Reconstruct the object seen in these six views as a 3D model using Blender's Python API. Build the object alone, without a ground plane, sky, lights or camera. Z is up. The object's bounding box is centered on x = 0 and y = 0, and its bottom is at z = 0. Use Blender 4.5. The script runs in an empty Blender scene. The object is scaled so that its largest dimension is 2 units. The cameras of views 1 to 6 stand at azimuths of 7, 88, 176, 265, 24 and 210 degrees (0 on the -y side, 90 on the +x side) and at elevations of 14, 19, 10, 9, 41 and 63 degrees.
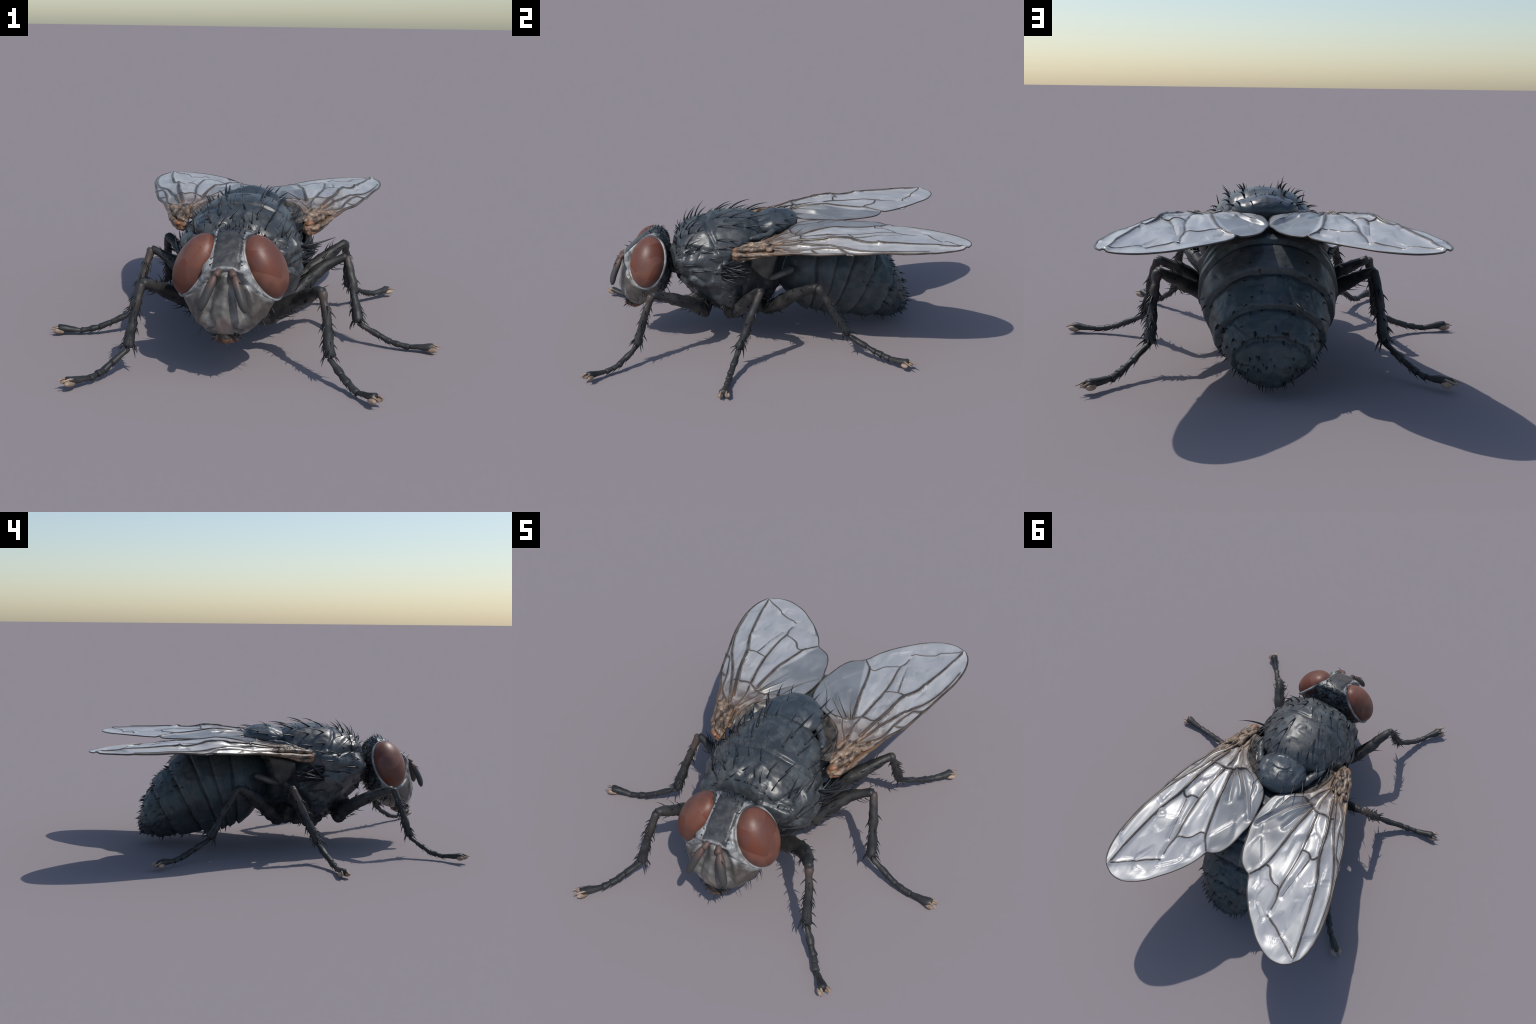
"""A bluebottle-like fly standing on six legs, built part by part."""
import bpy, math, random
import numpy as np
from mathutils import Vector, Matrix, noise as mnoise
from mathutils.bvhtree import BVHTree

random.seed(7)
RNG = np.random.default_rng(7)
COLL = bpy.context.scene.collection

# ------------------------------------------------------------------ helpers
def catmull(pts, n):
    """Resample a hand-placed polyline (any dimension) as a smooth curve of n points."""
    p = np.asarray(pts, float)
    d = np.linalg.norm(np.diff(p[:, :min(3, p.shape[1])], axis=0), axis=1)
    t = np.concatenate([[0], np.cumsum(np.maximum(d, 1e-6) ** 0.5)])
    m = np.zeros_like(p)
    m[1:-1] = (p[2:] - p[:-2]) / (t[2:] - t[:-2])[:, None]
    m[0] = (p[1] - p[0]) / (t[1] - t[0])
    m[-1] = (p[-1] - p[-2]) / (t[-1] - t[-2])
    s = np.linspace(0, t[-1], n)
    i = np.clip(np.searchsorted(t, s, side="right") - 1, 0, len(p) - 2)
    h = (t[i + 1] - t[i])
    x = ((s - t[i]) / h)[:, None]
    h = h[:, None]
    return ((2 * x**3 - 3 * x**2 + 1) * p[i] + (x**3 - 2 * x**2 + x) * h * m[i]
            + (-2 * x**3 + 3 * x**2) * p[i + 1] + (x**3 - x**2) * h * m[i + 1])


def arc_resample(p, n):
    """Points evenly spaced by arc length on a polyline."""
    p = np.asarray(p, float)
    d = np.concatenate([[0], np.cumsum(np.linalg.norm(np.diff(p, axis=0), axis=1))])
    s = np.linspace(0, d[-1], n)
    return np.stack([np.interp(s, d, p[:, k]) for k in range(p.shape[1])], 1)


def smooth(a, b, x):
    t = np.clip((x - a) / (b - a), 0, 1)
    return t * t * (3 - 2 * t)


def gauss(d, r):
    return np.exp(-(d / r) ** 2)


def seg_dist(P, line):
    """Distance of points P (n,k) to a polyline (m,k)."""
    line = np.asarray(line, float)
    best = np.full(len(P), 1e9)
    for a, b in zip(line[:-1], line[1:]):
        ab = b - a
        t = np.clip((P - a) @ ab / max(ab @ ab, 1e-12), 0, 1)
        best = np.minimum(best, np.linalg.norm(P - a - t[:, None] * ab, axis=1))
    return best


def fbm(P, scale, octaves=3, seed=0.0):
    off = Vector((seed * 3.7, seed * 1.9, seed * 5.3))
    return np.array([mnoise.fractal(Vector(p) * scale + off, 0.9, 2.0, octaves) for p in P])


def cells(P, scale, seed=0.0):
    """F2-F1 of a Voronoi pattern: zero on the borders between plates."""
    out = np.empty(len(P))
    off = Vector((seed * 2.3, seed * 4.1, seed))
    for i, p in enumerate(P):
        d, _ = mnoise.voronoi(Vector(p) * scale + off)
        out[i] = d[1] - d[0]
    return out


def make_mesh(name, verts, faces, mat=None, parent=None, shade=True):
    me = bpy.data.meshes.new(name)
    me.from_pydata([tuple(v) for v in verts], [], faces)
    me.validate()
    if shade:
        me.polygons.foreach_set("use_smooth", [True] * len(me.polygons))
    ob = bpy.data.objects.new(name, me)
    COLL.objects.link(ob)
    if mat:
        me.materials.append(mat)
    if parent:
        ob.parent = parent
    return ob


def fix_normals(ob):
    import bmesh
    bm = bmesh.new()
    bm.from_mesh(ob.data)
    bmesh.ops.recalc_face_normals(bm, faces=bm.faces)
    bm.to_mesh(ob.data)
    bm.free()
    return ob


def grid_faces(nu, nv, wrap_v=True, base=0):
    f = []
    for i in range(nu - 1):
        for j in range(nv if wrap_v else nv - 1):
            a, b = base + i * nv + j, base + i * nv + (j + 1) % nv
            f.append((a, b, b + nv, a + nv))
    return f


def capped(grid):
    """Closed lofted skin from rings (nu,nv,3)."""
    nu, nv, _ = grid.shape
    V = list(grid.reshape(-1, 3))
    F = grid_faces(nu, nv)
    V += [grid[0].mean(0), grid[-1].mean(0)]
    c0, c1 = nu * nv, nu * nv + 1
    for j in range(nv):
        k = (j + 1) % nv
        F.append((c0, k, j))
        F.append((c1, (nu - 1) * nv + j, (nu - 1) * nv + k))
    return V, F


def grid_normals(g):
    du = np.gradient(g, axis=0)
    dv = (np.roll(g, -1, 1) - np.roll(g, 1, 1)) / 2
    n = np.cross(du, dv)
    n /= np.linalg.norm(n, axis=2, keepdims=True) + 1e-12
    c = g.mean((0, 1))
    if ((g - c) * n).sum() < 0:
        n = -n
    return n


def frames(path):
    """Parallel-transport frames along a path."""
    t = np.gradient(path, axis=0)
    t /= np.linalg.norm(t, axis=1, keepdims=True) + 1e-12
    up = np.array([0, 0, 1.0]) if abs(t[0][2]) < 0.9 else np.array([0, 1.0, 0])
    n = np.cross(up, t[0]); n /= np.linalg.norm(n)
    N = []
    for k in range(len(path)):
        n = n - t[k] * (n @ t[k])
        n /= np.linalg.norm(n) + 1e-12
        N.append(n.copy())
    N = np.array(N)
    return t, N, np.cross(t, N)


def tube_data(path, radii, sides=8, flat=1.0, rough=0.0, seed=0.0):
    """Rings along a path; flat squeezes the second axis. Returns (V,F)."""
    path = np.asarray(path, float)
    radii = np.asarray(radii, float)
    t, N, B = frames(path)
    a = np.linspace(0, 2 * np.pi, sides, endpoint=False)
    g = (path[:, None] + radii[:, None, None] * (np.cos(a)[None, :, None] * N[:, None]
         + flat * np.sin(a)[None, :, None] * B[:, None]))
    if rough:
        n = fbm(g.reshape(-1, 3), 22, 2, seed).reshape(g.shape[:2])
        g = path[:, None] + (g - path[:, None]) * (1 + rough * n[..., None])
    return capped(g)


def join_data(parts):
    V, F = [], []
    for v, f in parts:
        o = len(V)
        V += [tuple(x) for x in v]
        F += [tuple(i + o for i in q) for q in f]
    return V, F


def mirror_pts(p, s):
    p = np.array(p, float)
    p[..., 0] *= s
    return p


def ellipsoid(c, axes, nu=24, nv=32):
    """axes: 3 vectors (rows) scaled by the half lengths."""
    c, A = np.asarray(c, float), np.asarray(axes, float)
    th = np.linspace(0.02, np.pi - 0.02, nu)
    ph = np.linspace(0, 2 * np.pi, nv, endpoint=False)
    s = np.stack([np.sin(th)[:, None] * np.cos(ph), np.sin(th)[:, None] * np.sin(ph),
                  np.cos(th)[:, None] * np.ones(nv)], -1)
    return c + s @ A


def facets(P, scale, seed=0.0):
    """Every Voronoi patch of the surface tilts its own way: shallow facets with crisp borders."""
    out = np.empty(len(P))
    off = Vector((seed * 2.3, seed * 4.1, seed))
    tilt = {}
    for i, p in enumerate(P):
        q = Vector(p) * scale + off
        c = mnoise.voronoi(q)[1][0]
        k = (round(c.x, 3), round(c.y, 3), round(c.z, 3))
        if k not in tilt:
            tilt[k] = mnoise.noise_vector(c * 17.3)
        out[i] = (q - c).dot(tilt[k])
    return out / scale


def soft_facets(P, scale, seed, blur):
    """Facets with rounded borders: the mean over a few shifted copies."""
    sh = [(0, 0, 0), (1, .3, 0), (-.6, .8, .3), (-.3, -1, -.4), (.5, -.2, .9)]
    return sum(facets(P + np.array(o) * blur, scale, seed) for o in sh) / len(sh)


# ------------------------------------------------------------------ materials
class Mat:
    """Small builder for node materials."""
    def __init__(self, name, rough=0.4, spec=0.5, metallic=0.0, coat=0.0):
        self.m = bpy.data.materials.new(name)
        self.m.use_nodes = True
        self.t = self.m.node_tree
        self.b = self.t.nodes["Principled BSDF"]
        self.b.inputs["Roughness"].default_value = rough
        self.b.inputs["Specular IOR Level"].default_value = spec
        self.b.inputs["Metallic"].default_value = metallic
        self.b.inputs["Coat Weight"].default_value = coat
        tc = self.t.nodes.new("ShaderNodeTexCoord")
        self.P = tc.outputs["Object"]
        s = self.t.nodes.new("ShaderNodeSeparateXYZ")
        self.t.links.new(self.P, s.inputs[0])
        self.x, self.y, self.z = s.outputs
        self.ax = self.math("ABSOLUTE", self.x)

    def put(self, sock, v):
        if hasattr(v, "is_linked"):
            self.t.links.new(v, sock)
        else:
            sock.default_value = v

    def math(self, op, a, b=0.0, clamp=False):
        n = self.t.nodes.new("ShaderNodeMath")
        n.operation, n.use_clamp = op, clamp
        self.put(n.inputs[0], a)
        self.put(n.inputs[1], b)
        return n.outputs[0]

    def step(self, v, a, b):
        """0 at a, 1 at b, smooth (a may exceed b)."""
        n = self.t.nodes.new("ShaderNodeMapRange")
        n.interpolation_type = "SMOOTHSTEP"
        lo, hi, f, t = (a, b, 0.0, 1.0) if a < b else (b, a, 1.0, 0.0)
        self.put(n.inputs[0], v)
        n.inputs[1].default_value, n.inputs[2].default_value = lo, hi
        n.inputs[3].default_value, n.inputs[4].default_value = f, t
        return n.outputs[0]

    def mul(self, *a):
        r = a[0]
        for k in a[1:]:
            r = self.math("MULTIPLY", r, k)
        return r

    def noise(self, scale, detail=3, rough=0.5, stretch=None, seed=0.0):
        n = self.t.nodes.new("ShaderNodeTexNoise")
        mp = self.t.nodes.new("ShaderNodeMapping")
        self.t.links.new(self.P, mp.inputs[0])
        mp.inputs["Location"].default_value = (seed, seed * 2, seed * 3)
        if stretch:
            mp.inputs["Scale"].default_value = stretch
        self.t.links.new(mp.outputs[0], n.inputs["Vector"])
        n.inputs["Scale"].default_value = scale
        n.inputs["Detail"].default_value = detail
        n.inputs["Roughness"].default_value = rough
        return n.outputs["Fac"]

    def voronoi(self, scale, feature="F1", stretch=None, out="Distance", seed=0.0):
        n = self.t.nodes.new("ShaderNodeTexVoronoi")
        n.feature = feature
        mp = self.t.nodes.new("ShaderNodeMapping")
        self.t.links.new(self.P, mp.inputs[0])
        mp.inputs["Location"].default_value = (seed, seed * 2, seed * 3)
        if stretch:
            mp.inputs["Scale"].default_value = stretch
        self.t.links.new(mp.outputs[0], n.inputs["Vector"])
        n.inputs["Scale"].default_value = scale
        return n.outputs[out]

    def mix(self, f, a, b):
        n = self.t.nodes.new("ShaderNodeMix")
        n.data_type = "RGBA"
        self.put(n.inputs[0], f)
        for s, v in ((n.inputs[6], a), (n.inputs[7], b)):
            self.put(s, v if hasattr(v, "is_linked") else (*v, 1))
        return n.outputs[2]

    def color(self, c):
        self.put(self.b.inputs["Base Color"], c if hasattr(c, "is_linked") else (*c, 1))
        return self

    def rough(self, v):
        self.put(self.b.inputs["Roughness"], v)
        return self

    def bump(self, h, strength=0.3, dist=0.01):
        n = self.t.nodes.new("ShaderNodeBump")
        n.inputs["Strength"].default_value = strength
        n.inputs["Distance"].default_value = dist
        self.put(n.inputs["Height"], h)
        self.t.links.new(n.outputs[0], self.b.inputs["Normal"])
        return self


def cuticle(name, base, tint, pale, rough=0.36, spec=0.6):
    """Dark, slightly glossy, bluish insect cuticle with mottling and facets."""
    k = Mat(name, rough, spec)
    n1 = k.step(k.noise(7, 3), 0.38, 0.66)
    n2 = k.step(k.noise(24, 4, 0.6, seed=3), 0.45, 0.75)
    c = k.mix(n1, base, tint)
    c = k.mix(k.mul(n2, 0.75), c, pale)
    c = k.mix(k.mul(k.step(k.voronoi(16, "F1", out="Color", seed=4), 0.62, 0.7), 0.35), c, pale)
    k.color(c)
    k.rough(k.math("ADD", rough - 0.08, k.mul(k.noise(16, 3, seed=5), 0.2)))
    h = k.math("ADD", k.mul(k.noise(38, 4, 0.6, seed=2), 0.7), k.mul(k.voronoi(30, "SMOOTH_F1"), 0.5))
    k.bump(h, 0.12, 0.008)
    return k


thorax_k = cuticle("thorax_cuticle", (0.038, 0.043, 0.047), (0.046, 0.055, 0.061), (0.118, 0.122, 0.122))
# third colour: pale mottling painted in for the light grey glints
thorax_mat = thorax_k.m

scut_mat = cuticle("scutellum_cuticle", (0.036, 0.045, 0.055), (0.042, 0.056, 0.07), (0.085, 0.095, 0.105)).m

ak = cuticle("abdomen_cuticle", (0.040, 0.047, 0.052), (0.032, 0.058, 0.068), (0.082, 0.092, 0.096), 0.44, 0.5)
pat = ak.step(ak.voronoi(13, "F1", out="Color"), 0.35, 0.6)
abdomen_mat = ak.m
painted_sheen_mat = cuticle("abdomen_band", (0.050, 0.058, 0.064), (0.044, 0.068, 0.078), (0.095, 0.106, 0.112), 0.40, 0.5).m
seam_mat = cuticle("abdomen_seam", (0.026, 0.029, 0.031), (0.026, 0.034, 0.038), (0.05, 0.055, 0.058), 0.5, 0.4).m

lk = Mat("leg_cuticle", 0.5, 0.45)
lk.color(lk.mix(lk.step(lk.noise(14, 3), 0.4, 0.7), (0.022, 0.023, 0.024), (0.050, 0.048, 0.046)))
lk.bump(lk.noise(60, 3), 0.3, 0.006)
leg_mat = lk.m

tk = Mat("tibia_cuticle", 0.5, 0.45)
brown = tk.mul(tk.step(tk.z, 0.22, 0.36), tk.step(tk.noise(9, 2), 0.35, 0.65))
tk.color(tk.mix(brown, tk.mix(tk.step(tk.noise(16, 3), 0.4, 0.7), (0.022, 0.023, 0.024), (0.046, 0.046, 0.045)), (0.085, 0.062, 0.052)))
tk.bump(tk.noise(60, 3), 0.3, 0.006)
tibia_mat = tk.m

fk = Mat("foot_pad_skin", 0.5, 0.4)
fk.color(fk.mix(fk.step(fk.noise(30, 3), 0.35, 0.65), (0.26, 0.18, 0.13), (0.46, 0.34, 0.25)))
foot_mat = fk.m

bk = Mat("bristle_black", 0.38, 0.5)
bk.color((0.012, 0.014, 0.017))
bristle_mat = bk.m

# eyes: rust red, patchy, darker towards the rim
ek = Mat("eye_red", 0.43, 0.45)
patch = ek.voronoi(11, "F1", out="Color")
pv = ek.step(patch, 0.3, 0.7)
ec = ek.mix(pv, (0.150, 0.040, 0.020), (0.195, 0.078, 0.052))
ec = ek.mix(ek.mul(ek.step(ek.noise(9, 3, seed=2), 0.42, 0.62), 0.8), ec, (0.125, 0.050, 0.036))
ek.color(ec)
ek.bump(ek.math("ADD", ek.mul(ek.voronoi(190, "F1"), 0.25), ek.mul(ek.noise(12, 2), 0.6)), 0.12, 0.006)
eye_mat = ek.m

rk = Mat("silver_rim", 0.36, 0.6)
rk.color(rk.mix(rk.step(rk.z, 0.555, 0.585), rk.mix(rk.step(rk.noise(25, 3), 0.35, 0.65), (0.16, 0.16, 0.157), (0.36, 0.36, 0.35)), (0.05, 0.052, 0.054)))
rim_mat = rk.m

# head: zones by position
hk = Mat("head_cuticle", 0.38, 0.6)
n = hk.noise(16, 4, 0.6)
gena = hk.mix(hk.step(n, 0.35, 0.65), (0.070, 0.060, 0.052), (0.13, 0.115, 0.102))
face = hk.mix(hk.step(hk.noise(22, 3, seed=4), 0.35, 0.65), (0.095, 0.088, 0.082), (0.21, 0.20, 0.185))
silver = hk.mix(hk.step(hk.noise(30, 4, 0.65, seed=2), 0.35, 0.65), (0.17, 0.172, 0.17), (0.42, 0.42, 0.41))
vitta = hk.mix(hk.step(hk.noise(26, 4, 0.65, seed=7), 0.38, 0.66), (0.036, 0.036, 0.038), (0.075, 0.075, 0.074))
occ = hk.mix(hk.step(hk.noise(34, 4, 0.6, seed=9), 0.48, 0.68), (0.024, 0.027, 0.030), (0.13, 0.138, 0.145))
pink = (0.26, 0.20, 0.17)
c = hk.mix(hk.step(hk.ax, 0.115, 0.085), gena, face)
c = hk.mix(hk.mul(hk.step(hk.ax, 0.04, 0.02), hk.step(hk.z, 0.31, 0.26)), c, pink)
line = hk.math("ADD", hk.z, hk.mul(hk.ax, 0.75))        # silver band falls away to the sides
c = hk.mix(hk.step(line, 0.462, 0.48), c, silver)
arch_z = hk.math("SUBTRACT", hk.z, hk.math("SUBTRACT", 0.490, hk.mul(hk.ax, hk.ax, 5.0)))
c = hk.mix(hk.mul(hk.step(hk.math("ADD", hk.ax, hk.mul(hk.math("SUBTRACT", hk.noise(60, 2), 0.5), 0.012)), 0.061, 0.054), hk.step(arch_z, 0.0, 0.008)), c, vitta)
c = hk.mix(hk.step(hk.y, -0.630, -0.605), c, occ)
hk.color(c)
hk.bump(hk.noise(45, 4, 0.6), 0.3, 0.006)
head_mat = hk.m

nk = Mat("antenna_cuticle", 0.5, 0.4)
nk.color(nk.mix(nk.step(nk.z, 0.40, 0.45), (0.055, 0.053, 0.052), (0.12, 0.075, 0.062)))
antenna_mat = nk.m

pk = Mat("mouth_orange", 0.5, 0.4)
pk.color(pk.mix(pk.step(pk.math("ADD", pk.z, pk.mul(pk.noise(30, 3), 0.03)), 0.202, 0.214), pk.mix(pk.step(pk.noise(26, 3), 0.42, 0.65), (0.24, 0.11, 0.05), (0.07, 0.035, 0.02)), (0.022, 0.016, 0.014)))
pk.bump(pk.noise(70, 3), 0.5, 0.008)
mouth_mat = pk.m

# wing membrane
wk = Mat("wing_membrane", 0.38, 1.0)
cu = wk.math("ADD", wk.ax, wk.mul(wk.math("SUBTRACT", wk.y, 0.14), 0.256))
lobe = wk.step(cu, 0.268, 0.252)
streak = wk.step(wk.noise(6, 3, 0.5, stretch=(2, 1, 1)), 0.3, 0.7)
clear = wk.mix(streak, (0.375, 0.375, 0.375), (0.475, 0.47, 0.465))
clear = wk.mix(wk.mul(wk.step(wk.noise(5, 2, seed=6), 0.5, 0.7), 0.5), clear, (0.43, 0.41, 0.425))
grey = wk.mix(streak, (0.19, 0.195, 0.20), (0.26, 0.265, 0.27))
c = wk.mix(lobe, clear, grey)
warm = wk.mul(wk.step(wk.y, 0.52, 0.10), wk.step(wk.ax, 0.26, 0.40), wk.step(wk.noise(13, 3, 0.6, stretch=(2.5, 0.7, 1), seed=9), 0.4, 0.62))
c = wk.mix(wk.mul(warm, 0.75), c, (0.22, 0.185, 0.16))
painted_fold_shade = wk.step(wk.noise(20, 2, 0.5, stretch=(2.2, 0.55, 1), seed=4), 0.60, 0.72)  # dark streaks tinted into the membrane where its folds look shaded
c = wk.mix(wk.mul(painted_fold_shade, 0.22), c, (0.15, 0.145, 0.145))
basal = wk.mul(wk.step(wk.y, 0.20, 0.06), wk.step(wk.ax, 0.12, 0.22))
c = wk.mix(wk.mul(basal, 0.85), c, wk.mix(wk.step(wk.noise(20, 3), 0.4, 0.6), (0.13, 0.09, 0.07), (0.30, 0.25, 0.21)))
c = wk.mix(wk.step(wk.y, 0.02, -0.05), c, (0.20, 0.12, 0.07))
wk.color(c)
wk.bump(wk.noise(11, 2, 0.5, stretch=(2, 1, 1)), 0.04, 0.01)
wing_mat = wk.m

vk = Mat("wing_vein", 0.35, 0.5)
vk.color(vk.mix(vk.step(vk.y, 0.15, 0.0), vk.mix(vk.step(vk.noise(18, 2), 0.35, 0.65), (0.050, 0.039, 0.032), (0.110, 0.083, 0.066)), (0.16, 0.09, 0.05)))
vein_mat = vk.m

bo = Mat("vein_border_skin", 0.32, 0.7)
bo.color(bo.mix(bo.step(bo.noise(14, 2), 0.35, 0.65), (0.17, 0.155, 0.145), (0.30, 0.285, 0.275)))
border_mat = bo.m

ok_ = Mat("wing_root_tan", 0.42, 0.5)
tan = ok_.mix(ok_.step(ok_.noise(26, 3, stretch=(1.6, 0.6, 1.6)), 0.38, 0.62), (0.065, 0.045, 0.032), (0.30, 0.21, 0.145))
tan = ok_.mix(ok_.mul(ok_.step(ok_.y, -0.02, -0.08), ok_.step(ok_.noise(24, 2, seed=12), 0.60, 0.72)), tan, (0.26, 0.145, 0.075))
ok_.color(ok_.mix(ok_.mul(ok_.step(ok_.y, -0.172, -0.200), ok_.step(ok_.noise(20, 2, seed=8), 0.4, 0.6)), tan, (0.30, 0.13, 0.06)))
ok_.bump(ok_.noise(40, 3, stretch=(1.5, 0.5, 1.5)), 0.4, 0.01)
root_mat = ok_.m

ck = Mat("squama_skin", 0.42, 0.45)
ck.color(ck.mix(ck.step(ck.noise(9, 3), 0.35, 0.65), (0.05, 0.047, 0.045), (0.125, 0.118, 0.108)))
squama_mat = ck.m

sk = Mat("wing_skin_brown", 0.4, 0.6)
sk.color(sk.mix(sk.step(sk.noise(30, 3), 0.35, 0.65), (0.045, 0.042, 0.04), (0.14, 0.125, 0.11)))
skin_mat = sk.m

# ------------------------------------------------------------------ the thing
root = bpy.data.objects.new("fly", None)
COLL.objects.link(root)
root["label"] = "dark blue bristly fly with red eyes and folded grey wings"
root["category"] = "fly"

# ------------------------------------------------------------------ bristles
def bristle_unit(bend=0.35, base=0.05):
    n = 7
    s = np.linspace(0, 1, n)
    path = np.stack([bend * s**2, 0 * s, s], 1)
    return tube_data(path, base * (1 - s) ** 0.8 + 0.003, 6)


BRISTLE = {}
for key, (bend, base) in {"long": (0.34, 0.048), "stout": (0.22, 0.095), "spine": (0.12, 0.12)}.items():
    v, f = bristle_unit(bend, base)
    me = bpy.data.meshes.new("bristle_" + key)
    me.from_pydata([tuple(p) for p in v], [], f)
    me.polygons.foreach_set("use_smooth", [True] * len(me.polygons))
    me.materials.append(bristle_mat)
    BRISTLE[key] = (me, np.array(v), f)


def bristle_matrix(p, d, length, lean):
    """z axis along d, x axis (the bend) towards lean."""
    z = Vector(d).normalized()
    x = Vector(lean) - z * Vector(lean).dot(z)
    x = x.normalized() if x.length > 1e-4 else z.orthogonal().normalized()
    y = z.cross(x)
    m = Matrix((x, y, z)).transposed().to_4x4()
    return Matrix.Translation(Vector(p)) @ m @ Matrix.Scale(length, 4)


def place_bristle(parent, kind, p, d, length, lean):
    ob = bpy.data.objects.new("bristle", BRISTLE[kind][0])
    ob.matrix_world = bristle_matrix(p, d, length, lean)
    COLL.objects.link(ob)
    mw = ob.matrix_world.copy()
    ob.parent = parent
    ob.matrix_world = mw
    return ob


class Stuff:
    """Bristles too small to pick apart, joined into one mesh."""
    def __init__(self):
        self.parts = []

    def add(self, kind, p, d, length, lean):
        M = np.array(bristle_matrix(p, d, length, lean))
        v = BRISTLE[kind][1] @ M[:3, :3].T + M[:3, 3]
        self.parts.append((v, BRISTLE[kind][2]))

    def build(self, name, parent):
        if self.parts:
            v, f = join_data(self.parts)
            ob = make_mesh(name, v, f, bristle_mat, parent)
            ob["kind"] = "stuff"
            return ob


def bvh_of(ob):
    me = ob.data
    return BVHTree.FromPolygons([v.co.copy() for v in me.vertices], [tuple(p.vertices) for p in me.polygons])


# ------------------------------------------------------------------ thorax
def loft_y(prof, nu, nv):
    """prof rows: y, ztop, zbot, halfwidth, z of greatest width, exponents."""
    r = catmull(prof, nu)
    a = np.linspace(0, 2 * np.pi, nv, endpoint=False)
    ca, sa = np.cos(a), np.sin(a)
    g = np.empty((nu, nv, 3))
    for i, (y, zt, zb, w, zw, et, eb) in enumerate(r):
        e = np.where(sa >= 0, et, eb)
        x = w * np.sign(ca) * np.abs(ca) ** (2 / e)
        s = np.sign(sa) * np.abs(sa) ** (2 / e)
        z = zw + np.where(s >= 0, s * (zt - zw), s * (zw - zb))
        g[i] = np.stack([x, np.full(nv, y), z], 1)
    return g


thorax_prof = [  # y, top z, bottom z, half width, z of greatest width, fullness above and below
    (-0.536, 0.475, 0.400, 0.055, 0.440, 2.1, 1.9), (-0.528, 0.542, 0.355, 0.122, 0.442, 2.2, 1.8),
    (-0.508, 0.587, 0.310, 0.176, 0.443, 2.25, 1.6), (-0.470, 0.620, 0.255, 0.214, 0.440, 2.3, 1.4),
    (-0.410, 0.650, 0.190, 0.247, 0.415, 2.3, 1.32), (-0.345, 0.669, 0.140, 0.266, 0.390, 2.3, 1.38),
    (-0.275, 0.680, 0.112, 0.272, 0.375, 2.3, 1.55), (-0.200, 0.682, 0.100, 0.266, 0.370, 2.3, 1.75),
    (-0.135, 0.674, 0.104, 0.226, 0.400, 2.6, 1.45), (-0.085, 0.660, 0.118, 0.190, 0.415, 2.8, 1.35),
    (-0.050, 0.643, 0.140, 0.160, 0.415, 2.5, 1.35), (0.000, 0.612, 0.195, 0.140, 0.400, 2.0, 1.9),
    (0.040, 0.570, 0.240, 0.110, 0.400, 2.0, 1.9), (0.080, 0.510, 0.270, 0.080, 0.390, 2.0, 1.9)]
g = loft_y(thorax_prof, 190, 200)
N = grid_normals(g)
P, Nn = g.reshape(-1, 3), N.reshape(-1, 3)
A = P.copy(); A[:, 0] = np.abs(A[:, 0])           # mirrored coordinates for paired features


def bump_at(c, r, h):
    return h * gauss(np.linalg.norm((A - np.array(c)) / np.array(r), axis=1), 1.0)


d = np.zeros(len(P))
d += bump_at((0.200, -0.470, 0.470), (0.045, 0.045, 0.050), 0.034)     # shoulder lobe
d += bump_at((0.250, -0.365, 0.500), (0.035, 0.050, 0.035), 0.014)
d += bump_at((0.255, -0.260, 0.520), (0.030, 0.050, 0.035), 0.010)
d += bump_at((0.190, -0.100, 0.575), (0.035, 0.055, 0.030), 0.016)     # above the wing root
d += bump_at((0.250, -0.350, 0.370), (0.060, 0.060, 0.070), 0.012)
d -= bump_at((0.190, -0.480, 0.330), (0.070, 0.040, 0.060), 0.020)
d += bump_at((0.240, -0.300, 0.215), (0.080, 0.100, 0.070), 0.012)
d -= bump_at((0.285, -0.205, 0.440), (0.050, 0.040, 0.045), 0.016)     # hollow under the wing root
d -= bump_at((0.240, -0.110, 0.500), (0.050, 0.055, 0.030), 0.022)
d -= bump_at((0.260, -0.480, 0.400), (0.050, 0.022, 0.030), 0.016)
d -= bump_at((0.235, -0.440, 0.520), (0.020, 0.020, 0.020), 0.010)
suture = [(0.0, -0.335, 0.68), (0.10, -0.345, 0.665), (0.17, -0.33, 0.62), (0.225, -0.30, 0.565)]
grooves = [
    (suture, 0.010, 0.011),
    ([(0.155, -0.52, 0.54), (0.20, -0.44, 0.56), (0.245, -0.34, 0.545), (0.262, -0.22, 0.53), (0.205, -0.06, 0.545)], 0.010, 0.014),
    ([(0.15, -0.505, 0.43), (0.24, -0.43, 0.455), (0.285, -0.31, 0.455), (0.265, -0.22, 0.44)], 0.009, 0.014),
    ([(0.20, -0.49, 0.33), (0.27, -0.40, 0.305), (0.285, -0.30, 0.30), (0.265, -0.21, 0.32)], 0.008, 0.012),
    ([(0.285, -0.26, 0.46), (0.288, -0.245, 0.38), (0.28, -0.23, 0.31), (0.25, -0.21, 0.20)], 0.008, 0.013),
    ([(0.28, -0.13, 0.44), (0.27, -0.12, 0.34), (0.24, -0.10, 0.24)], 0.009, 0.010),
    ([(0.21, -0.40, 0.20), (0.24, -0.30, 0.155), (0.20, -0.18, 0.13)], 0.008, 0.008),
    ([(0.12, -0.09, 0.655), (0.17, -0.07, 0.62), (0.19, -0.06, 0.57)], 0.009, 0.008),
]
for line, r, h in grooves:
    d -= h * gauss(seg_dist(A, line), r)
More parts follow.
